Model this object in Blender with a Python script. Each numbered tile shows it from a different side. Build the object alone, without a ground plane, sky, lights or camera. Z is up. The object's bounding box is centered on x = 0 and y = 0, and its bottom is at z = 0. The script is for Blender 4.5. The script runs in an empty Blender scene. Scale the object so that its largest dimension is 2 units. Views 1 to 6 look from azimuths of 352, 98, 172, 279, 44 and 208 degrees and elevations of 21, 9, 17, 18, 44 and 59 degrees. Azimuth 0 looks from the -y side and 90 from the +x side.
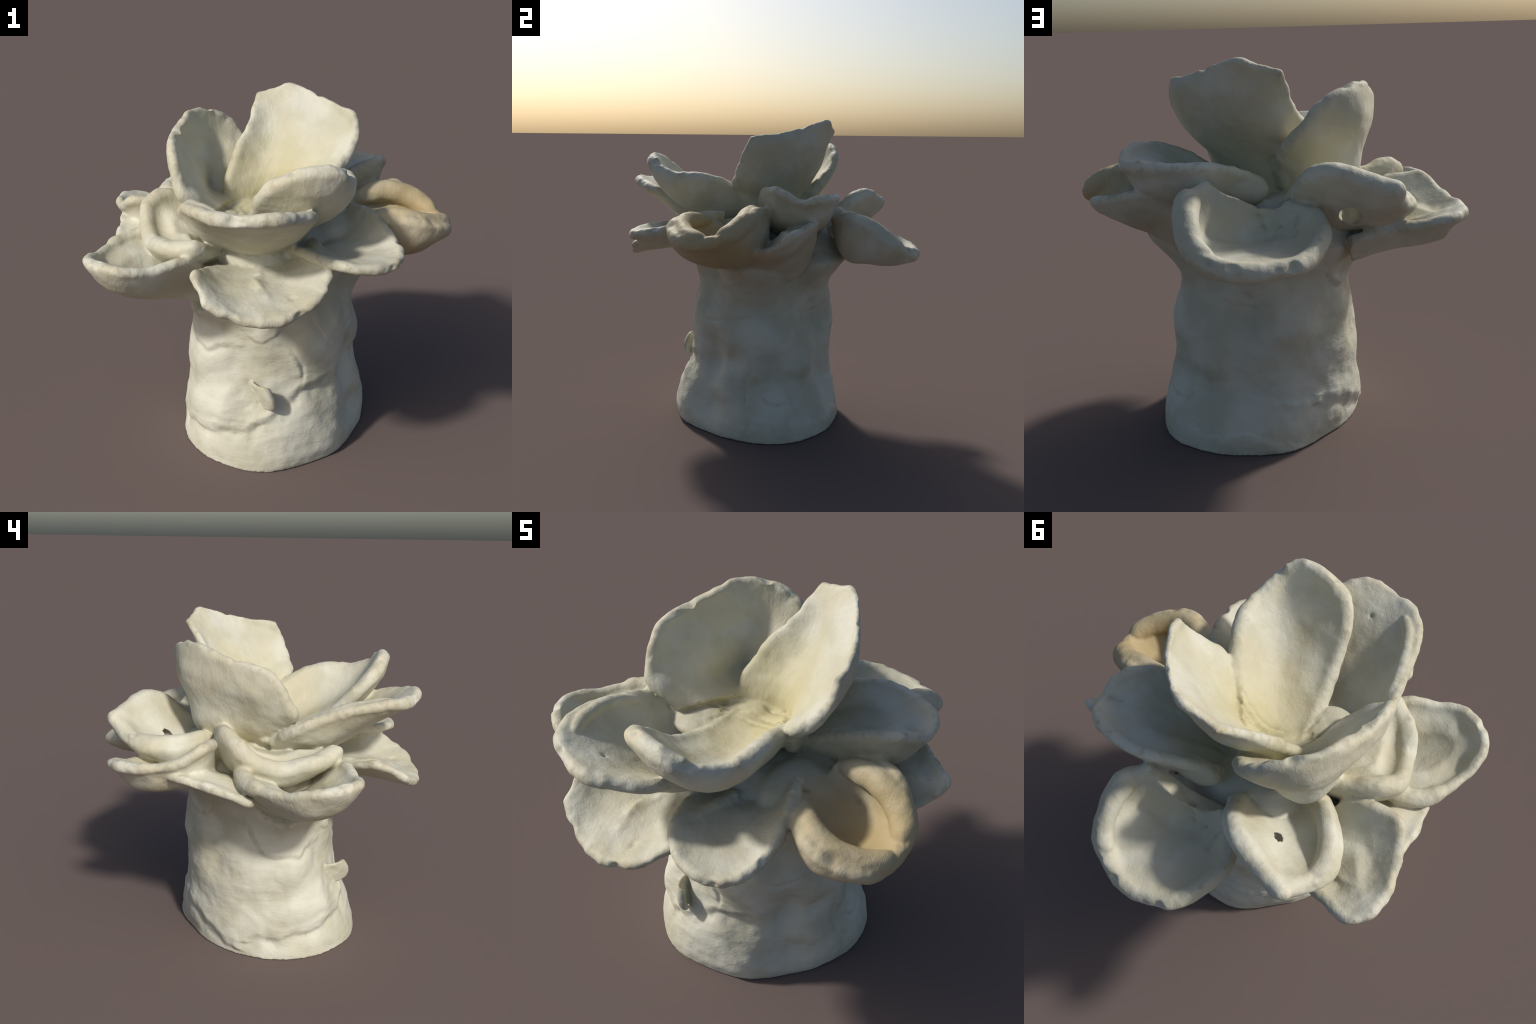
# A hand-built clay flower: a lumpy hollow-looking stem carrying overlapping thick
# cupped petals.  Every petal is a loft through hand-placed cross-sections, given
# thickness with a rounded rim; all solids are fused into one clay body, smoothed
# where they join, roughened, and then separated again into named parts.
import bpy
import math
import numpy as np
from mathutils import noise, Vector, kdtree

VOXEL = 0.0068

# ----------------------------------------------------------------- splines
def spline(points, count, ts=None):
    """Cubic spline through points (n, ...) sampled at count places; chord parameter."""
    p = np.asarray(points, float)
    n = len(p)
    if ts is None:
        ts = np.linspace(0, n - 1, count)
    m = np.zeros_like(p)
    m[1:-1] = (p[2:] - p[:-2]) * 0.5
    m[0], m[-1] = p[1] - p[0], p[-1] - p[-2]
    i = np.clip(ts.astype(int), 0, n - 2)
    f = (ts - i).reshape((-1,) + (1,) * (p.ndim - 1))
    return ((2 * f**3 - 3 * f**2 + 1) * p[i] + (f**3 - 2 * f**2 + f) * m[i]
            + (-2 * f**3 + 3 * f**2) * p[i + 1] + (f**3 - f**2) * m[i + 1])


ACROSS, ALONG = 61, 71
RIMS = []
# parameters gathered towards the rims so that the rounded lip is well described
V = 0.5 - 0.5 * np.cos(np.linspace(0, math.pi, ACROSS)) * (0.55 + 0.45 * np.abs(np.cos(np.linspace(0, math.pi, ACROSS))))
U = np.sin(np.linspace(0, math.pi / 2, ALONG)) ** 1.0


def section(points, fullness):
    p = [np.array(q, float) for q in points]
    if len(p) == 3:
        left, belly, right = p
        v = V[:, None]
        sag = 1 - np.abs(2 * v - 1) ** fullness
        return left * (1 - v) + right * v + (belly - (left + right) / 2) * sag
    return spline(p, ACROSS, V * (len(p) - 1))


def petal_solid(sections, thickness, fullness=2.2, belly=None, base_thick=0.0, inner=0.0, outer=0.0):
    """Closed solid of a petal: lofted middle surface, thick, with a round rim."""
    belly = belly or thickness
    rows = np.array([section(s, fullness) for s in sections])          # (k, ACROSS, 3)
    mid = spline(rows, ALONG, U * (len(rows) - 1))                     # (ALONG, ACROSS, 3)
    du = np.gradient(mid, axis=0)
    dv = np.gradient(mid, axis=1)
    nrm = np.cross(du, dv)
    nrm /= np.linalg.norm(nrm, axis=2, keepdims=True) + 1e-9
    rim = np.concatenate([mid[:, 0], mid[-1, 1:], mid[-2::-1, -1]])
    p0, seg = rim[:-1], rim[1:] - rim[:-1]
    rel = mid.reshape(-1, 1, 3) - p0[None]
    f = np.clip((rel * seg).sum(-1) / ((seg ** 2).sum(-1) + 1e-12), 0, 1)
    dist = np.sqrt(((rel - f[..., None] * seg) ** 2).sum(-1).min(1)).reshape(mid.shape[:2])
    r = thickness / 2
    base = np.clip(1 - np.linspace(0, 1, ALONG) * 1.15, 0, 1)[:, None] ** 1.3
    grow = np.clip((dist - r) / 0.14, 0, 1)
    grow = grow * grow * (3 - 2 * grow)
    rr = r + (belly / 2 - r) * grow + max(base_thick / 2 - r, 0) * base
    q = np.clip(dist / rr, 0, 1)
    half = rr * np.sqrt(np.clip(1 - (1 - q) ** 2, 0.0, 1))
    top = mid + nrm * (half + inner * grow)[..., None]
    low = mid - nrm * (half + outer * grow)[..., None]
    a, b = ALONG, ACROSS
    verts = np.concatenate([top.reshape(-1, 3), low.reshape(-1, 3)])
    idx = np.arange(a * b).reshape(a, b)
    quads = []
    f = np.stack([idx[:-1, :-1], idx[1:, :-1], idx[1:, 1:], idx[:-1, 1:]], -1).reshape(-1, 4)
    quads.append(f)
    quads.append(f[:, ::-1] + a * b)
    loop = np.concatenate([idx[0, :-1], idx[:-1, -1], idx[-1, :0:-1], idx[:0:-1, 0]])
    nxt = np.roll(loop, -1)
    quads.append(np.stack([loop, nxt, nxt + a * b, loop + a * b], -1))
    RIMS.append(rim)
    return verts, np.concatenate(quads)


# ----------------------------------------------------------------- petals
# Each section runs from one rim over the belly to the other rim; the sections go
# from the base of the petal to its tip.
PETALS = [
    dict(name="upright", thick=0.035, belly=0.06, base=0.08, full=2.2, sections=[   # tall, leaning back on the right
        [(-.20, .02, 1.30), (.07, .14, 1.24), (.24, -.10, 1.36)],
        [(-.235, .08, 1.46), (.10, .12, 1.43), (.32, -.19, 1.56)],
        [(-.17, .18, 1.61), (.01, .22, 1.57), (.175, .13, 1.58), (.335, -.01, 1.60), (.41, -.17, 1.63)],
        [(-.09, .27, 1.75), (.07, .305, 1.72), (.26, .18, 1.73), (.395, .04, 1.73), (.475, -.12, 1.74)],
        [(-.03, .38, 1.87), (.12, .35, 1.87), (.30, .24, 1.86), (.43, .08, 1.82), (.48, -.085, 1.81)],
        [(-.01, .42, 1.915), (.20, .375, 1.972), (.31, .27, 1.945), (.41, .12, 1.90), (.47, -.055, 1.865)]]),
    dict(name="hood", thick=0.045, belly=0.08, base=0.09, full=2.4, sections=[       # tall, hooded, on the left
        [(-.35, -.27, 1.37), (-.20, .05, 1.32), (.00, .18, 1.35)],
        [(-.43, -.31, 1.46), (-.375, -.05, 1.40), (-.33, .21, 1.38), (-.15, .22, 1.41), (.01, .22, 1.46)],
        [(-.50, -.31, 1.51), (-.44, -.03, 1.52), (-.35, .245, 1.52), (-.15, .295, 1.53), (.01, .29, 1.52)],
        [(-.525, -.26, 1.62), (-.49, .00, 1.63), (-.37, .29, 1.65), (-.18, .375, 1.65), (-.06, .39, 1.64)],
        [(-.54, -.17, 1.73), (-.51, .03, 1.74), (-.39, .29, 1.79), (-.22, .40, 1.76), (-.12, .405, 1.72)],
        [(-.52, -.05, 1.76), (-.48, .08, 1.79), (-.40, .26, 1.845), (-.33, .34, 1.855), (-.22, .385, 1.80)]]),
    dict(name="spoon", thick=0.085, full=2.1, inner=.012, sections=[     # big spoon towards the front
        [(-.22, .05, 1.33), (.03, .11, 1.30), (.20, -.05, 1.45)],
        [(-.19, -.22, 1.325), (.08, -.15, 1.305), (.29, -.20, 1.58)],
        [(-.17, -.46, 1.42), (.15, -.39, 1.375), (.345, -.36, 1.64)],
        [(-.16, -.60, 1.565), (.18, -.56, 1.46), (.345, -.50, 1.645)],
        [(-.10, -.695, 1.665), (.19, -.70, 1.605), (.30, -.63, 1.675)],
        [(-.01, -.735, 1.725), (.07, -.755, 1.75), (.15, -.765, 1.76), (.21, -.755, 1.745), (.27, -.72, 1.715)]]),
    dict(name="front bowl", thick=0.065, full=2.3, sections=[
        [(-.40, -.15, 1.32), (-.02, -.24, 1.12), (.14, -.30, 1.30)],
        [(-.50, -.30, 1.42), (-.36, -.38, 1.30), (-.15, -.45, 1.245), (.03, -.48, 1.28), (.14, -.50, 1.39)],
        [(-.50, -.54, 1.53), (-.37, -.58, 1.41), (-.14, -.62, 1.35), (.03, -.64, 1.385), (.13, -.68, 1.50)],
        [(-.47, -.76, 1.57), (-.20, -.80, 1.487), (.12, -.78, 1.53)],
        [(-.39, -.89, 1.565), (-.28, -.945, 1.565), (-.17, -.965, 1.575), (-.08, -.955, 1.575), (-.01, -.92, 1.57)]]),
    dict(name="dark spoon", thick=0.06, full=2.6, inner=.055, outer=.05, sections=[
        [(.20, -.02, 1.35), (.15, .15, 1.20), (.08, .32, 1.40)],
        [(.40, .00, 1.50), (.38, .20, 1.33), (.25, .42, 1.50)],
        [(.57, .04, 1.58), (.57, .24, 1.40), (.45, .47, 1.53)],
        [(.69, .12, 1.585), (.745, .20, 1.555), (.755, .29, 1.525), (.72, .38, 1.53), (.66, .43, 1.54)]]),
    dict(name="pocket", thick=0.095, full=2.0, hole=((-.29, .525, 1.27), (.05, .10, .06)), sections=[     # with a hole in its floor
        [(-.02, .38, 1.36), (-.15, .25, 1.14), (-.34, .13, 1.30)],
        [(-.10, .55, 1.495), (-.14, .45, 1.31), (-.26, .35, 1.19), (-.38, .25, 1.22), (-.45, .21, 1.33)],
        [(-.19, .64, 1.52), (-.25, .525, 1.33), (-.37, .44, 1.21), (-.50, .36, 1.23), (-.545, .335, 1.32)],
        [(-.325, .70, 1.48), (-.36, .62, 1.34), (-.45, .54, 1.26), (-.55, .50, 1.27), (-.59, .48, 1.325)],
        [(-.45, .745, 1.43), (-.51, .68, 1.37), (-.565, .60, 1.34)]]),
    dict(name="thick lip", thick=0.10, full=2.6, inner=.07, sections=[
        [(-.35, .12, 1.38), (-.30, -.08, 1.12), (-.32, -.40, 1.25)],
        [(-.52, .09, 1.42), (-.45, -.10, 1.15), (-.43, -.55, 1.30)],
        [(-.63, .04, 1.43), (-.60, -.15, 1.18), (-.55, -.485, 1.30)],
        [(-.71, -.04, 1.38), (-.70, -.18, 1.28), (-.65, -.33, 1.29)]]),
    dict(name="big bowl", thick=0.085, full=3.0, inner=.018, sections=[
        [(.39, .45, 1.43), (.29, .46, 1.38), (.17, .46, 1.32), (.05, .45, 1.28), (-.04, .44, 1.32)],
        [(.475, .57, 1.42), (.39, .54, 1.20), (.20, .53, 1.15), (.02, .52, 1.17), (-.13, .54, 1.31)],
        [(.50, .70, 1.35), (.42, .68, 1.17), (.19, .66, 1.12), (-.05, .66, 1.15), (-.16, .67, 1.265)],
        [(.485, .82, 1.26), (.37, .81, 1.14), (.17, .80, 1.125), (-.02, .79, 1.14), (-.12, .79, 1.235)],
        [(.39, .91, 1.20), (.27, .965, 1.165), (.14, .98, 1.16), (.02, .95, 1.175), (-.065, .87, 1.21)]]),
    dict(name="side trough", thick=0.06, full=2.2, inner=.06, sections=[
        [(-.50, .12, 1.34), (-.35, .30, 1.09), (-.30, .50, 1.14)],
        [(-.76, .13, 1.37), (-.55, .35, 1.15), (-.48, .56, 1.20)],
        [(-.83, .25, 1.30), (-.68, .43, 1.17), (-.60, .61, 1.225)],
        [(-.87, .42, 1.275), (-.78, .52, 1.225), (-.68, .655, 1.24)],
        [(-.85, .54, 1.265), (-.81, .62, 1.255), (-.74, .67, 1.25)]]),
    dict(name="low tongue", thick=0.05, full=2.2, inner=.05, sections=[
        [(-.36, .40, 1.12), (-.36, .20, 1.06), (-.36, .00, 1.02), (-.38, -.20, 1.00)],
        [(-.60, .48, 1.18), (-.65, .26, 1.15), (-.66, .03, 1.10), (-.62, -.20, 1.04)],
        [(-.74, .51, 1.215), (-.825, .32, 1.22), (-.86, .08, 1.17), (-.85, -.12, 1.10)]]),
    dict(name="left bowl", thick=0.06, full=2.4, inner=.06, sections=[
        [(-.42, .00, 1.06), (-.36, -.25, .89), (-.35, -.42, 1.12)],
        [(-.66, -.04, 1.22), (-.54, -.32, .97), (-.48, -.56, 1.25)],
        [(-.86, -.13, 1.21), (-.72, -.42, 1.02), (-.66, -.64, 1.24)],
        [(-.945, -.30, 1.21), (-.88, -.48, 1.10), (-.79, -.67, 1.25)],
        [(-.975, -.42, 1.235), (-.975, -.53, 1.25), (-.90, -.61, 1.26)]]),
    dict(name="front tongue", thick=0.05, full=2.2, sections=[
        [(-.28, -.36, 1.12), (.00, -.38, 1.16), (.22, -.38, 1.27)],
        [(-.41, -.58, 1.20), (-.27, -.59, 1.14), (-.12, -.60, 1.13), (.05, -.61, 1.17), (.20, -.62, 1.28)],
        [(-.475, -.77, 1.24), (-.33, -.76, 1.14), (-.14, -.74, 1.135), (.03, -.76, 1.125), (.21, -.78, 1.225)],
        [(-.43, -.91, 1.145), (-.31, -.965, 1.095), (-.21, -.985, 1.07), (-.07, -.98, 1.075), (.07, -.95, 1.13), (.17, -.87, 1.17)]]),
    dict(name="right tongue", thick=0.055, full=2.2, inner=.01, sections=[
        [(.02, -.40, 1.22), (.29, -.30, 1.20), (.44, -.22, 1.42)],
        [(.07, -.61, 1.28), (.36, -.44, 1.23), (.52, -.38, 1.41)],
        [(.15, -.75, 1.29), (.40, -.60, 1.22), (.58, -.52, 1.34)],
        [(.27, -.835, 1.275), (.46, -.74, 1.25), (.60, -.66, 1.31)],
        [(.38, -.845, 1.26), (.49, -.825, 1.26), (.57, -.76, 1.285)]]),
    dict(name="tan cup", thick=0.08, full=2.8, inner=.02, outer=.012, sections=[
        [(.46, -.25, 1.36), (.43, -.11, 1.28), (.47, .00, 1.38)],
        [(.52, -.35, 1.40), (.54, -.30, 1.22), (.59, -.16, 1.17), (.61, .01, 1.21), (.62, .05, 1.46)],
        [(.68, -.47, 1.40), (.715, -.41, 1.24), (.76, -.22, 1.165), (.77, -.03, 1.24), (.76, .03, 1.475)],
        [(.82, -.46, 1.375), (.865, -.40, 1.28), (.90, -.25, 1.248), (.90, -.10, 1.30), (.89, -.06, 1.40)],
        [(.925, -.385, 1.335), (.985, -.27, 1.295), (.955, -.15, 1.34)]]),
    dict(name="low right", thick=0.045, full=2.2, inner=.09, sections=[
        [(.38, -.15, 1.08), (.38, .12, .98), (.36, .30, 1.14)],
        [(.56, -.14, 1.18), (.58, .10, 1.11), (.54, .36, 1.36)],
        [(.68, -.07, 1.205), (.74, .16, 1.21), (.68, .35, 1.39)],
        [(.76, .01, 1.225), (.84, .11, 1.25), (.885, .19, 1.295), (.90, .25, 1.345), (.79, .30, 1.37)]]),
]

FOLDS = [   # pressed-in creases: depth, width, path in space
    (.020, .026, [(.12, .44, 1.36), (.13, .50, 1.30), (.11, .55, 1.25), (.08, .58, 1.21)]),
    (.009, .014, [(.38, .66, 1.30), (.31, .66, 1.24), (.27, .62, 1.22), (.20, .60, 1.20), (.10, .57, 1.21), (.04, .54, 1.23)]),
    (.010, .018, [(-.02, .62, 1.21), (-.03, .57, 1.24), (-.05, .53, 1.28)]),
    (.012, .014, [(.55, .23, 1.47), (.62, .25, 1.50), (.70, .27, 1.54)]),
    (-.012, .030, [(-.12, -.58, 1.14), (-.15, -.70, 1.15), (-.12, -.82, 1.12)]),
    (.014, .018, [(-.02, -.58, 1.20), (-.02, -.72, 1.19), (.00, -.85, 1.15)]),
]
NICKS = [((-.31, .35, 1.86), .030, (.01, -.01, -.032)), ((-.50, .01, 1.785), .026, (.03, .00, -.022)), ((-.42, .22, 1.84), .05, (-.01, .0, .012)),
         ((.34, .25, 1.93), .024, (.0, .0, -.020)), ((.45, .00, 1.885), .05, (.012, -.01, .008)), ((.00, -.75, 1.74), .025, (.0, .02, -.015)),
         ((-.46, .70, 1.40), .05, (-.015, .03, .01)), ((.30, .95, 1.18), .025, (.0, -.022, .0)), ((.05, .96, 1.17), .022, (.0, -.02, .0)),
         ((-.30, -.95, 1.09), .03, (.0, .02, .006)), ((.02, -.98, 1.10), .024, (.0, .022, .0)), ((.60, -.62, 1.32), .025, (-.022, .0, .0)),
         ((.50, -.83, 1.26), .022, (.0, .022, .0)), ((-.93, -.60, 1.26), .025, (.02, .01, -.01)), ((-.30, -.95, 1.57), .03, (.0, .02, -.008)),
         ((.82, -.47, 1.38), .03, (.0, .015, -.012)), ((-.72, -.12, 1.34), .03, (.02, .0, -.012)), ((.72, .28, 1.53), .05, (.0, .0, -.018))]
PITS = [((-.19, -.78, 1.52), .012, .012), ((-.35, .37, 1.60), .018, .010)]
# a little torn flap of clay standing off the front of the stem
FLAP = [[(-.15, -.44, .47), (-.13, -.45, .41), (-.10, -.47, .33)],
        [(-.125, -.535, .485), (-.10, -.545, .425), (-.065, -.545, .335)],
        [(-.085, -.575, .49), (-.065, -.60, .445), (-.045, -.605, .40), (-.035, -.59, .355)],
        [(-.055, -.565, .475), (-.035, -.58, .44), (-.02, -.585, .40), (-.02, -.57, .37)]]

# creases, overlaps and cracks of the stem, as (angle in degrees, height) paths:
# groove depth, groove width, how far the clay above stands proud, and below
CREASES = [
    (.034, .026, .030, .000, [(-176, .10), (-168, .11), (-154, .13), (-144, .15), (-130, .17), (-118, .19), (-108, .25), (-98, .30), (-90, .35), (-81, .40), (-69, .42), (-57, .44)]),
    (.012, .008, .000, .008, [(-101, .68), (-90, .66), (-83, .59), (-80, .51), (-82, .43)]),
    (.005, .007, .008, .000, [(-125, .76), (-119, .71), (-110, .70), (-101, .74), (-95, .80)]),
    (.016, .011, .014, .000, [(177, .81), (180, .74), (184, .67), (189, .63), (208, .61), (220, .63), (228, .65)]),
    (.006, .007, .006, .000, [(-74, .85), (-71, .80), (-65, .72), (-60, .68)]),
    (.011, .009, .006, .004, [(-48, .75), (-36, .72), (-26, .73), (-11, .75), (-3, .76), (9, .79)]),
    (.005, .007, .010, .000, [(46, .80), (58, .76), (68, .745), (76, .75), (82, .77)]),
    (.014, .011, .004, .004, [(-7, .56), (0, .49), (3, .42), (-1, .36), (-1, .23), (2, .12), (0, .02)]),
    (.006, .008, .010, .000, [(4, .36), (10, .27), (18, .22), (30, .23), (42, .28)]),
    (.008, .012, .000, .010, [(31, .24), (44, .28), (63, .31), (80, .30), (100, .28), (112, .28)]),
    (.006, .012, .000, .012, [(60, .11), (66, .12), (74, .14), (83, .11), (94, .06)]),
    (.008, .008, .016, .000, [(122, .97), (130, .86), (139, .82), (148, .85), (156, .97)]),
    (.010, .020, .016, -.016, [(121, .22), (137, .20), (150, .12), (167, .06)]),
    (.010, .008, .000, .000, [(164, .56), (166, .51), (167, .46)]),
    (.010, .008, .000, .000, [(157, .22), (160, .18), (165, .14)]),
    (.006, .006, .000, .000, [(-26, .73), (-22, .68), (-14, .64), (-9, .56)]),
    (.005, .006, .000, .000, [(-60, .66), (-48, .64), (-36, .66), (-26, .72)]),
]
# hollows (positive) and swellings (negative): angle, height, radius, depth
DENTS = [(-96, .37, .05, .020), (177, .40, .10, .012), (-62, .32, .07, -.010), (15, .62, .10, -.006),
         (-92, .74, .11, .045), (-32, .47, .13, .070), (-40, .22, .13, .055), (-62, .34, .10, .030), (-30, .62, .11, .025), (-26, .17, .10, .045), (-34, .36, .08, .025), (-52, .81, .08, -.035),
         (-133, .31, .11, -.065), (70, .72, .15, .120), (46, .44, .10, -.050), (72, .28, .13, .040), (156, .78, .12, .030), (156, .53, .10, .030),
         (-160, .88, .13, -.085), (-138, .92, .12, -.095), (128, .70, .10, .015), (-150, .55, .13, -.060), (-36, 1.03, .13, .090), (-70, 1.04, .10, .050), (-4, 1.04, .12, -.030),
         (122, 1.06, .08, -.030), (62, 1.08, .14, -.085), (-152, .30, .09, -.045), (-105, .30, .10, -.020), (-10, .48, .09, .030)]

# lumps of clay pressed onto the pieces: part index (0 is the stem), centre, radii
LUMPS = [
    (0, (-.05, -.24, 1.17), (.32, .27, .11)),    # core under the inner petals
    (3, (-.27, -.17, 1.315), (.13, .15, .045)),
    (0, (-.14, .28, 1.19), (.15, .13, .11)),
    (0, (.36, -.17, 1.235), (.16, .20, .13)),
    (2, (-.15, .08, 1.31), (.16, .15, .055)),
    (5, (.19, .35, 1.37), (.13, .06, .08)),
    (3, (-.17, .00, 1.30), (.14, .16, .04)),
]
# rolled lips: part index, radius, path
ROLLS = [
    (14, .058, [(.50, -.29, 1.36), (.66, -.40, 1.37), (.78, -.405, 1.345), (.87, -.36, 1.32), (.93, -.29, 1.30), (.94, -.22, 1.30)]),
    (14, .066, [(.48, -.005, 1.36), (.60, -.01, 1.40), (.70, -.012, 1.415), (.81, -.035, 1.385), (.90, -.09, 1.34), (.94, -.17, 1.305)]),
    (6, .050, [(-.36, .17, 1.31), (-.44, .25, 1.31), (-.52, .37, 1.30), (-.55, .49, 1.305), (-.52, .60, 1.325)]),
    (8, .050, [(.41, .54, 1.385), (.45, .64, 1.355), (.46, .73, 1.30), (.445, .80, 1.24), (.37, .87, 1.19)]),
    (4, .034, [(-.46, -.38, 1.44), (-.46, -.55, 1.52), (-.42, -.72, 1.55), (-.35, -.83, 1.555)]),
    (11, .048, [(-.58, -.03, 1.22), (-.72, -.06, 1.21), (-.82, -.11, 1.19), (-.89, -.20, 1.19)]),
]


def roll_solid(radius, path):
    line = spline(np.array(path), 40)
    t = np.linspace(0, 1, 40)
    rr = radius * np.sqrt(np.clip(1 - (2 * t - 1) ** 4, 0.02, 1))
    tan = np.gradient(line, axis=0)
    tan /= np.linalg.norm(tan, axis=1, keepdims=True)
    a = np.cross(tan, (0, 0, 1.0))
    a /= np.linalg.norm(a, axis=1, keepdims=True) + 1e-9
    b = np.cross(a, tan)
    th = np.linspace(0, 2 * math.pi, 24, endpoint=False)
    rings = line[:, None] + rr[:, None, None] * (a[:, None] * np.cos(th)[None, :, None] + b[:, None] * np.sin(th)[None, :, None])
    idx = np.arange(40 * 24).reshape(40, 24)
    nx = np.roll(idx, -1, 1)
    faces = np.stack([idx[:-1], nx[:-1], nx[1:], idx[1:]], -1).reshape(-1, 4).tolist()
    faces += [idx[0].tolist(), idx[-1, ::-1].tolist()]
    return rings.reshape(-1, 3), faces


def lump_solid(centre, radii):
    n, m = 40, 20
    t = np.linspace(0, 2 * math.pi, n, endpoint=False)
    verts, faces = [], []
    for j in range(m + 1):
        p = math.pi * j / m
        ring = np.column_stack([np.cos(t) * math.sin(p), np.sin(t) * math.sin(p), np.full(n, math.cos(p))])
        verts.append(ring * radii + centre)
    idx = np.arange(n * (m + 1)).reshape(m + 1, n)
    nx = np.roll(idx, -1, 1)
    return np.concatenate(verts), np.stack([idx[:-1], idx[1:], nx[1:], nx[:-1]], -1).reshape(-1, 4)


# ----------------------------------------------------------------- stem
AXIS = np.array([.07, -.06])
FOOT = [(.65, .02), (.60, .22), (.40, .40), (.22, .46), (.00, .465), (-.20, .34), (-.42, .12), (-.49, -.05),
        (-.50, -.25), (-.43, -.44), (-.30, -.57), (-.12, -.66), (.14, -.62), (.36, -.51), (.50, -.34), (.61, -.10)]
# height, reach to -x, +x, -y, +y, and how far the +x+y flank and the -x-y flank are pressed in
LEVELS = [(0.00, .50, .65, .66, .47, .00, .00), (.15, .49, .61, .59, .455, .02, .00), (.30, .465, .575, .56, .42, .05, .01), (.45, .47, .555, .515, .415, .05, .01),
          (.55, .46, .565, .505, .42, .05, .02), (.65, .44, .555, .515, .44, .07, .03), (.80, .42, .50, .50, .42, .09, .02), (.90, .45, .53, .47, .40, .11, .00),
          (.97, .49, .57, .48, .43, .13, -.02), (1.05, .53, .63, .50, .49, .16, -.04), (1.11, .53, .66, .50, .53, .18, -.03), (1.17, .50, .62, .46, .47, .15, .00),
          (1.23, .43, .54, .40, .40, .08, .00), (1.31, .30, .42, .29, .35, .02, .0)]


def stem_solid():
    n, m = 128, 90
    ang = np.linspace(0, 2 * math.pi, n, endpoint=False)
    foot = np.array(FOOT) - AXIS
    fa = np.unwrap(np.arctan2(foot[:, 1], foot[:, 0]))
    fr = np.hypot(foot[:, 0], foot[:, 1])
    fa3 = np.concatenate([fa - 2 * math.pi, fa, fa + 2 * math.pi])
    a = (ang - fa[0]) % (2 * math.pi) + fa[0]
    r = np.interp(a, fa3, np.tile(fr, 3))
    for _ in range(6):
        r = (np.roll(r, 1) + 2 * r + np.roll(r, -1)) / 4
    unit = np.stack([np.cos(ang), np.sin(ang)], 1)
    lev = spline(np.array(LEVELS), m)
    rings = []
    for h, xl, xr, yl, yr, dent_a, dent_b in lev:
        cx, cy, ax, ay = (xr - xl) / 2, (yr - yl) / 2, (xr + xl) / 2, (yr + yl) / 2
        # ellipse in polar form about the stem's axis
        sxx, syy = 1 / ax ** 2, 1 / ay ** 2
        o = AXIS - (cx, cy)
        qa = sxx * unit[:, 0] ** 2 + syy * unit[:, 1] ** 2
        qb = sxx * unit[:, 0] * o[0] + syy * unit[:, 1] * o[1]
        qc = sxx * o[0] ** 2 + syy * o[1] ** 2 - 1
        rr = (-qb + np.sqrt(qb * qb - qa * qc)) / qa
        deg = np.degrees(ang)
        rr -= dent_a * np.exp(-((deg - 44) / 26) ** 2) + dent_b * np.exp(-((deg - 228) / 28) ** 2)
        blend = np.clip(1 - h / 0.35, 0, 1)
        rr = rr * (1 - blend) + r * blend
        rings.append(np.column_stack([unit * rr[:, None] + AXIS, np.full(n, h)]))
    v = np.concatenate(rings + [[[*AXIS, 0.0]], [[*AXIS, 1.325]]])
    idx = np.arange(n * m).reshape(m, n)
    nx = np.roll(idx, -1, 1)
    quads = np.stack([idx[:-1], nx[:-1], nx[1:], idx[1:]], -1).reshape(-1, 4).tolist()
    quads += [[int(nx[0, i]), int(idx[0, i]), n * m] for i in range(n)]
    quads += [[int(idx[-1, i]), int(nx[-1, i]), n * m + 1] for i in range(n)]
    return v, quads


# ----------------------------------------------------------------- fuse
parts = [("stem",) + stem_solid()]
def pierce(v, f, hole):
    """cut an ellipsoidal hole right through a closed solid"""
    obs = []
    for vv, ff in ((v, f), lump_solid(*hole)):
        me = bpy.data.meshes.new("cut")
        me.from_pydata(np.asarray(vv).tolist(), [], np.asarray(ff).tolist())
        obs.append(bpy.data.objects.new("cut", me))
        bpy.context.scene.collection.objects.link(obs[-1])
    md = obs[0].modifiers.new("cut", "BOOLEAN")
    md.operation = "DIFFERENCE"
    md.object = obs[1]
    md.solver = "EXACT"
    dep = bpy.context.evaluated_depsgraph_get()
    out = bpy.data.meshes.new_from_object(obs[0].evaluated_get(dep))
    nv_ = np.array([q.co for q in out.vertices])
    nf_ = [list(q.vertices) for q in out.polygons]
    for o_ in obs:
        bpy.data.objects.remove(o_)
    return nv_, nf_


for p in PETALS:
    parts.append(("petal",) + petal_solid(p["sections"], p["thick"], p["full"], p.get("belly"), p.get("base", 0), p.get("inner", 0), p.get("outer", 0)))

RIM_POINTS = np.concatenate(RIMS)
parts.append(("torn_flap",) + petal_solid(FLAP, 0.020, 2.0))
for k_, p in enumerate(PETALS):
    if "hole" in p:
        parts[k_ + 1] = ("petal",) + pierce(*parts[k_ + 1][1:], p["hole"])
solids = [(k, v, f) for k, (name, v, f) in enumerate(parts)]
solids += [(k,) + lump_solid(c, r) for k, c, r in LUMPS]
solids += [(k,) + roll_solid(r, p) for k, r, p in ROLLS]
all_v, all_f, owner = [], [], []
off = 0
for k, v, f in solids:
    all_v.append(np.asarray(v))
    all_f += [[int(i) + off for i in q] for q in f]
    off += len(v)
    owner.append(np.full(len(v), k))
all_v = np.concatenate(all_v)
owner = np.concatenate(owner)

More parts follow.
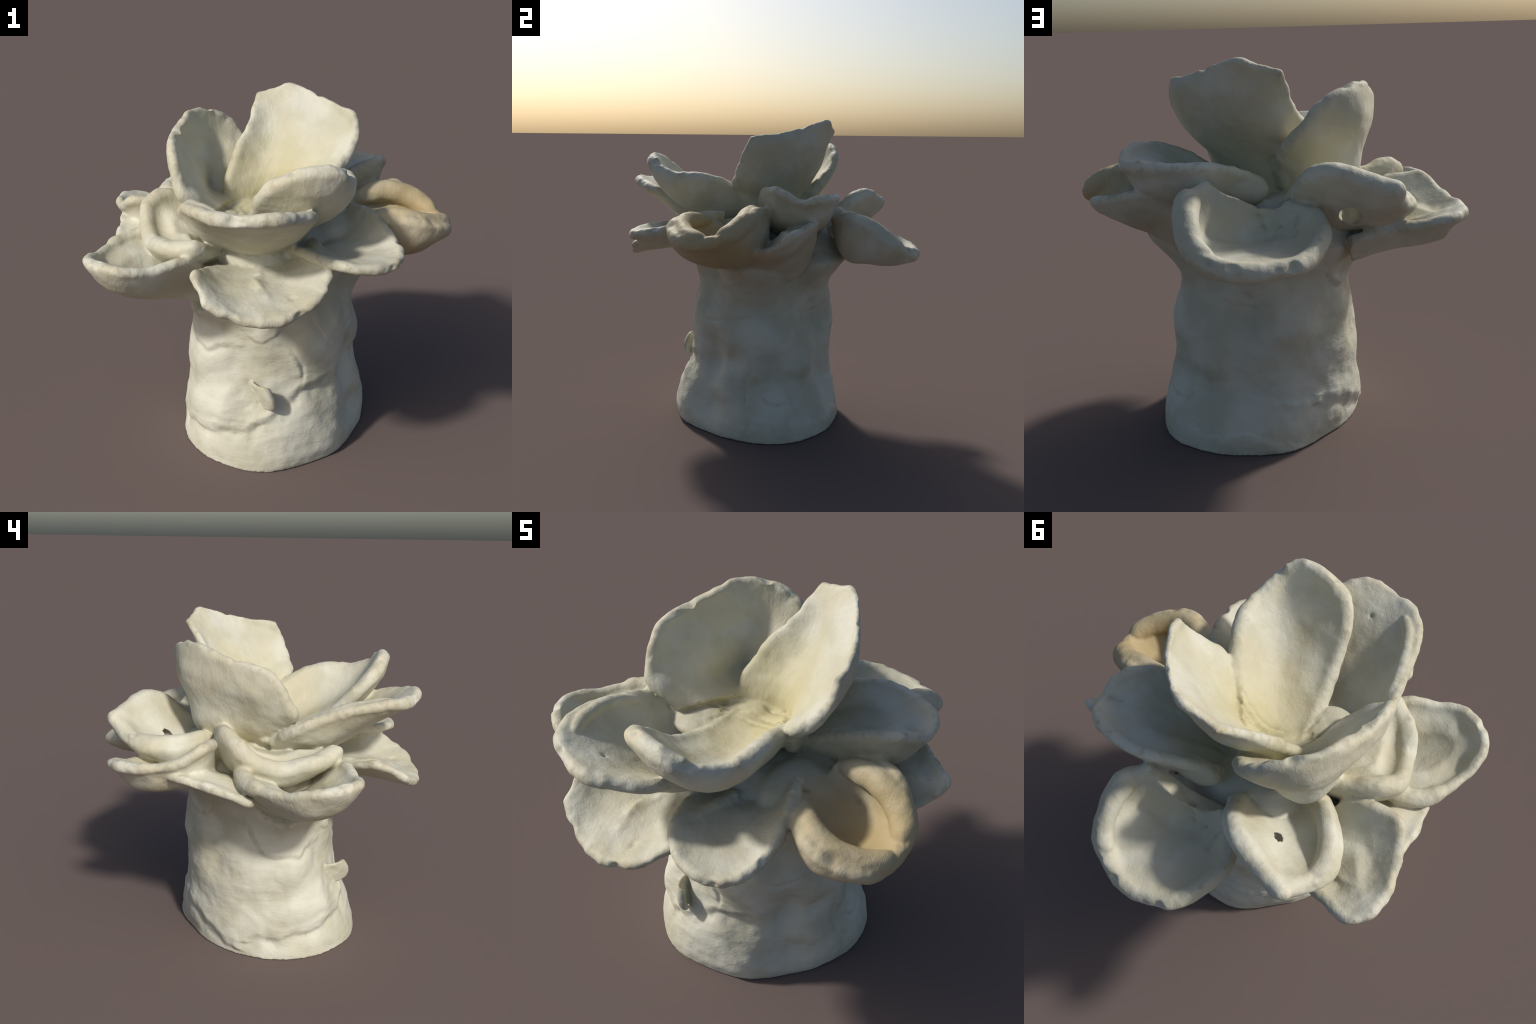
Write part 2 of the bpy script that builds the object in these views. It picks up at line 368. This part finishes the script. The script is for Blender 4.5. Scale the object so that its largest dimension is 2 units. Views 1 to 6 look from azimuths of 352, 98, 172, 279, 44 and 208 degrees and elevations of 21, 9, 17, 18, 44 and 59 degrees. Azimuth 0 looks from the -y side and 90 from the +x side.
mesh = bpy.data.meshes.new("clay_source")
mesh.from_pydata(all_v.tolist(), [], all_f)
src = bpy.data.objects.new("clay_source", mesh)
bpy.context.scene.collection.objects.link(src)
rm = src.modifiers.new("fuse", "REMESH")
rm.mode = "VOXEL"
rm.voxel_size = VOXEL
dg = bpy.context.evaluated_depsgraph_get()
body = bpy.data.meshes.new_from_object(src.evaluated_get(dg))
bpy.data.objects.remove(src)

nv = len(body.vertices)
co = np.empty(nv * 3)
body.vertices.foreach_get("co", co)
co = co.reshape(-1, 3)
ne = len(body.edges)
ed = np.empty(ne * 2, int)
body.edges.foreach_get("vertices", ed)
ed = ed.reshape(-1, 2)
deg = np.bincount(ed.ravel(), minlength=nv).astype(float)

tree = kdtree.KDTree(len(all_v))
for i, p in enumerate(all_v):
    tree.insert(p, i)
tree.balance()
label = owner[np.array([tree.find(p)[1] for p in co])]


def neighbour_mean(a):
    s = np.zeros_like(a)
    for c in range(a.shape[1]):
        s[:, c] = np.bincount(ed[:, 0], a[ed[:, 1], c], nv) + np.bincount(ed[:, 1], a[ed[:, 0], c], nv)
    return s / deg[:, None]


def smooth(a, times, weight):
    for _ in range(times):
        a = a + (neighbour_mean(a) - a) * weight
    return a


# the clay was pressed together where pieces meet: soften those seams only
seam = np.zeros((nv, 1))
cut = label[ed[:, 0]] != label[ed[:, 1]]
seam[ed[cut].ravel()] = 1
for _ in range(6):
    seam = np.maximum(seam, neighbour_mean(seam) * 1.12)
seam = np.clip(seam, 0, 1)
co = smooth(co, 2, 0.5)
co = smooth(co, 8, 0.5 * seam)
foot = np.clip(co[:, 2:3] / 0.03, 0, 1)
core = ((label == 0) & (co[:, 2] > 1.10)).astype(float)[:, None]
core = np.clip(smooth(core, 6, .6) * 1.5 - .3, 0, 1)
co = smooth(co, 40, .5 * core)


def normals(c):
    body.vertices.foreach_set("co", c.ravel())
    body.update()
    n = np.empty(nv * 3)
    body.vertices.foreach_get("normal", n)
    return n.reshape(-1, 3)


# thumb-soften the inner creases where rolled lips were pressed onto a petal
for _ in range(14):
    n = normals(co)
    step = neighbour_mean(co) - co
    hollow = np.clip((step * n).sum(1, keepdims=True) / VOXEL * 5 - .1, 0, 1) * (1 - seam)
    co = co + step * .5 * smooth(hollow, 2, .6)

# stem relief in unrolled coordinates
on_stem = np.where((label == 0) & (co[:, 2] < 1.16))[0]
sp = co[on_stem]
ang = np.degrees(np.arctan2(sp[:, 1] - AXIS[1], sp[:, 0] - AXIS[0]))
REACH = 0.52
wob = np.array([noise.noise(Vector(p) * 9) + .5 * noise.noise(Vector(p) * 23) for p in sp]) * .016
patchy = np.clip(.75 + 1.3 * np.array([noise.noise(Vector(p) * 11 + Vector((3, 1, 8))) for p in sp]), .15, 1.4)
relief = np.zeros(len(sp))
for depth, width, above, below, path in CREASES:
    path = np.array(path, float)
    mid = path[:, 0].mean()
    px = np.radians((ang - mid + 180) % 360 - 180) * REACH
    q = np.column_stack([px, sp[:, 2] + wob])
    line = np.column_stack([np.radians(path[:, 0] - mid) * REACH, path[:, 1]])
    line = spline(line, 8 * len(line))
    best = np.full(len(q), 9.0)
    side = np.zeros(len(q))
    for i in range(len(line) - 1):
        seg = line[i + 1] - line[i]
        t = ((q - line[i]) @ seg) / (seg @ seg)
        tc = np.clip(t, 0, 1)
        d = np.hypot(*(q - line[i] - tc[:, None] * seg).T)
        cr = seg[0] * (q[:, 1] - line[i, 1]) - seg[1] * (q[:, 0] - line[i, 0])
        near = d < best
        best = np.where(near, d, best)
        side = np.where(near, np.sign(cr) * np.sign(seg[0] if abs(seg[0]) > 1e-6 else 1), side)
    relief -= (above - .01) * .5 * np.exp(-(best / .075) ** 2) * (above > .02)
    ends = np.minimum(np.hypot(*(q - line[0]).T), np.hypot(*(q - line[-1]).T))
    fade = np.clip(ends / 0.06, 0.15, 1)
    relief -= .4 * depth * np.exp(-(best / (width * 1.9)) ** 2) * fade * patchy
    rise = np.where(side > 0, above, below)
    relief += rise * np.exp(-(best / 0.06) ** 2) * np.clip(best / (2.2 * width), 0, 1) * fade
for a, h, rad, depth in DENTS:
    d2 = (np.radians((ang - a + 180) % 360 - 180) * REACH) ** 2 + (sp[:, 2] - h) ** 2
    relief -= depth * np.exp(-d2 / rad ** 2)
rough = np.exp(-((np.radians((ang + 112 + 180) % 360 - 180) * REACH) ** 2 + (sp[:, 2] - .30) ** 2) / .17 ** 2)
crumb = np.array([noise.noise(Vector((p[0] * 20, p[1] * 20, p[2] * 34))) + .6 * abs(noise.noise(Vector(p) * 48)) for p in sp])
relief += rough * crumb * .007
relief += np.array([noise.noise(Vector((p[0] * 4, p[1] * 4, p[2] * 6))) * .008 + noise.noise(Vector((p[0] * 13, p[1] * 13, p[2] * 22 + 5))) * .003 for p in sp])
edge_fade = np.clip((1.16 - sp[:, 2]) / .08, 0, 1)
n = normals(co)
out = n[on_stem] * (1, 1, .3)
push = np.zeros((nv, 3))
push[on_stem] = out * (relief * edge_fade)[:, None]
edge = smooth(np.isin(np.arange(nv), on_stem).astype(float)[:, None], 30, .7)
co += smooth(push, 2, .5) * np.clip(edge * 2 - 1, 0, 1)

# ragged rims
rim_tree = kdtree.KDTree(len(RIM_POINTS))
for i, p in enumerate(RIM_POINTS):
    rim_tree.insert(p, i)
rim_tree.balance()
rim_d = np.array([rim_tree.find(p)[2] for p in co])
n = normals(co)
lip = np.exp(-(rim_d / .05) ** 2) * (label > 0)
rag = np.array([noise.noise(Vector(p) * 6.5 + Vector((2, 9, 4))) * .012 + noise.noise(Vector(p) * 15) * .006 + noise.noise(Vector(p) * 34) * .0025 - .010 * max(0, noise.noise(Vector(p) * 13 + Vector((7, 3, 1))) - .15) for p in co])
co += n * (rag * lip)[:, None]

# wrinkles in the floor where the inner petals were pushed together
n = normals(co)
floor = np.where((label == 3) & (n[:, 2] > .4) & (np.abs(co[:, 1]) < .5))[0]
for k in range(7):
    turn = np.radians(np.linspace(56 + 9 * (k % 3), 146 - 11 * (k % 2), 7))
    reach = .27 + .033 * k
    arc = []
    for t in turn:
        r_ = reach + .035 * noise.noise(Vector((t * 2.1, k * 1.7, 4)))
        xy = np.array((.02 + r_ * math.cos(t), -.31 + r_ * math.sin(t)))
        at = floor[np.argmin(((co[floor, :2] - xy) ** 2).sum(1))]
        arc.append((xy[0], xy[1], co[at, 2]))
    FOLDS.append((.0075 * (.7 + .5 * ((k * 7) % 3) / 2), .011, arc))
for depth, width, path in FOLDS:
    line = spline(np.array(path), 6 * len(path))
    box = np.where(((co > line.min(0) - .08) & (co < line.max(0) + .08)).all(1))[0]
    p = co[box]
    best = np.full(len(p), 9.0)
    for a, b in zip(line[:-1], line[1:]):
        seg = b - a
        t = np.clip(((p - a) @ seg) / (seg @ seg), 0, 1)
        best = np.minimum(best, np.linalg.norm(p - a - t[:, None] * seg, axis=1))
    wobble = 1 + .5 * np.array([noise.noise(Vector(q) * 30) for q in p])
    co[box] -= n[box] * (depth * wobble * np.exp(-(best / width) ** 2) * np.clip(n[box, 2] * 2 + .3, 0, 1))[:, None]

# nicks and lobes of the rims
for c, rad, shift in NICKS:
    co += np.exp(-((co - c) ** 2).sum(1) / rad ** 2)[:, None] * np.array(shift)

# small pits
for c, rad, depth in PITS:
    co -= n * (depth * np.exp(-(((co - c) ** 2).sum(1)) / rad ** 2))[:, None]

n = normals(co)
lump = np.array([noise.noise(Vector(p) * 7) * .006 + noise.noise(Vector(p) * 17) * .003 + noise.noise(Vector(p) * 42) * .0006 for p in co])
co = co + n * (lump[:, None] * (0.3 + 0.7 * foot))
co[:, 2] = np.maximum(co[:, 2], 0)
n = normals(co)

# ----------------------------------------------------------------- material
def clay_material(kind):
    BODY_A, BODY_B = (.49, .47, .36, 1), (.60, .588, .49, 1)  # clay tone warmed to carry the olive cast of the unlit sides
    m = bpy.data.materials.new("fired_clay_" + kind)
    m.use_nodes = True
    nt = m.node_tree
    nd, lk = nt.nodes, nt.links
    bsdf = nd["Principled BSDF"]
    bsdf.inputs["Roughness"].default_value = 0.62
    bsdf.inputs["Specular IOR Level"].default_value = 0.35
    tc = nd.new("ShaderNodeTexCoord")
    big = nd.new("ShaderNodeTexNoise")
    big.inputs["Scale"].default_value = 4.0
    big.inputs["Detail"].default_value = 6
    lk.new(tc.outputs["Object"], big.inputs["Vector"])

    def mix(fac, a, b):
        m_ = nd.new("ShaderNodeMix")
        m_.data_type = "RGBA"
        for sock, val in ((m_.inputs[0], fac), (m_.inputs[6], a), (m_.inputs[7], b)):
            if isinstance(val, bpy.types.NodeSocket):
                lk.new(val, sock)
            else:
                sock.default_value = val
        return m_.outputs[2]

    def math_(op, a, b=0.0, clamp=False):
        m_ = nd.new("ShaderNodeMath")
        m_.operation = op
        m_.use_clamp = clamp
        for sock, val in ((m_.inputs[0], a), (m_.inputs[1], b)):
            if isinstance(val, bpy.types.NodeSocket):
                lk.new(val, sock)
            else:
                sock.default_value = val
        return m_.outputs[0]

    def noise_(scale, detail=3.0, rough=0.5):
        t = nd.new("ShaderNodeTexNoise")
        t.inputs["Scale"].default_value = scale
        t.inputs["Detail"].default_value = detail
        t.inputs["Roughness"].default_value = rough
        lk.new(tc.outputs["Object"], t.inputs["Vector"])
        return t.outputs["Fac"]

    def smooth_range(val, lo, hi):
        r = nd.new("ShaderNodeMapRange")
        r.interpolation_type = "SMOOTHSTEP"
        r.inputs["From Min"].default_value = lo
        r.inputs["From Max"].default_value = hi
        lk.new(val, r.inputs["Value"])
        return r.outputs["Result"]

    def patch(centre, radius, soft):
        """1 within radius of a place on the sculpture, fading and broken up by noise"""
        sub = nd.new("ShaderNodeVectorMath")
        sub.operation = "DISTANCE"
        lk.new(tc.outputs["Object"], sub.inputs[0])
        sub.inputs[1].default_value = centre
        d = math_("ADD", sub.outputs["Value"], math_("MULTIPLY", math_("SUBTRACT", big.outputs["Fac"], 0.5), 0.25))
        return smooth_range(d, radius + soft, radius - soft)

    base = mix(smooth_range(big.outputs["Fac"], .35, .65), BODY_A, BODY_B)
    if kind == "petal":
        base = mix(math_("MULTIPLY", patch((.04, .00, 1.38), .29, .26), .85), base, (.52, .465, .25, 1))
        base = mix(math_("MULTIPLY", smooth_range(noise_(5.0), .42, .68), .55), base, (.53, .475, .33, 1))
    base = mix(math_("MULTIPLY", patch((.82, -.22, 1.32), .30, .26), .85), base, (.42, .305, .13, 1))
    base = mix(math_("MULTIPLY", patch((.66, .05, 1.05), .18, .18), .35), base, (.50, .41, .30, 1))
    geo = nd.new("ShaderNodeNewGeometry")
    # darker brown, broken by noise, in the creases and brown speckles along the ridges
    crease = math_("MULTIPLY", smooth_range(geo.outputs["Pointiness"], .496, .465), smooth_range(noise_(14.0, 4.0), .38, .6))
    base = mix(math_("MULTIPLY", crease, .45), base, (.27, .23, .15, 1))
    speck = math_("MULTIPLY", smooth_range(geo.outputs["Pointiness"], .506, .53), smooth_range(noise_(24.0, 4.0, .6), .46, .58))
    base = mix(math_("MULTIPLY", speck, .5), base, (.35, .29, .18, 1))
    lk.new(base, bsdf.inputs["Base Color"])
    stretch = nd.new("ShaderNodeMapping")
    stretch.inputs["Scale"].default_value = (1.0, 1.0, 1.9) if kind == "stem" else (1.6, 1.6, .7)
    lk.new(tc.outputs["Object"], stretch.inputs["Vector"])
    fine = nd.new("ShaderNodeTexNoise")
    fine.inputs["Scale"].default_value = 28
    fine.inputs["Detail"].default_value = 6
    fine.inputs["Roughness"].default_value = .62
    fine.inputs["Distortion"].default_value = .6
    lk.new(stretch.outputs["Vector"], fine.inputs["Vector"])
    bump = nd.new("ShaderNodeBump")
    bump.inputs["Strength"].default_value = 0.38
    bump.inputs["Distance"].default_value = 0.010
    lk.new(fine.outputs["Fac"], bump.inputs["Height"])
    lk.new(bump.outputs["Normal"], bsdf.inputs["Normal"])
    return m


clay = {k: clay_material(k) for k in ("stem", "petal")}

# ----------------------------------------------------------------- separate
root = bpy.data.objects.new("clay_flower", None)
root["label"] = "cream clay flower with thick cupped petals on a lumpy stem"
root["category"] = "sculpture"
bpy.context.scene.collection.objects.link(root)

nl = len(body.loops)
lv = np.empty(nl, int)
body.loops.foreach_get("vertex_index", lv)
quads = lv.reshape(-1, 4)
flab = np.median(label[quads], axis=1).astype(int)
exact = (label[quads] == flab[:, None]).any(1)
flab = np.where(exact, flab, label[quads[:, 0]])
for k, (name, _, _) in enumerate(parts):
    q = quads[flab == k]
    if not len(q):
        continue
    used, inv = np.unique(q, return_inverse=True)
    me = bpy.data.meshes.new(name)
    me.from_pydata(co[used].tolist(), [], inv.reshape(-1, 4).tolist())
    me.polygons.foreach_set("use_smooth", np.ones(len(q), bool))
    me.normals_split_custom_set_from_vertices(n[used].tolist())
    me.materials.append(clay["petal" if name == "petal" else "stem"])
    o = bpy.data.objects.new(name, me)
    o.parent = root
    bpy.context.scene.collection.objects.link(o)
bpy.data.meshes.remove(body)
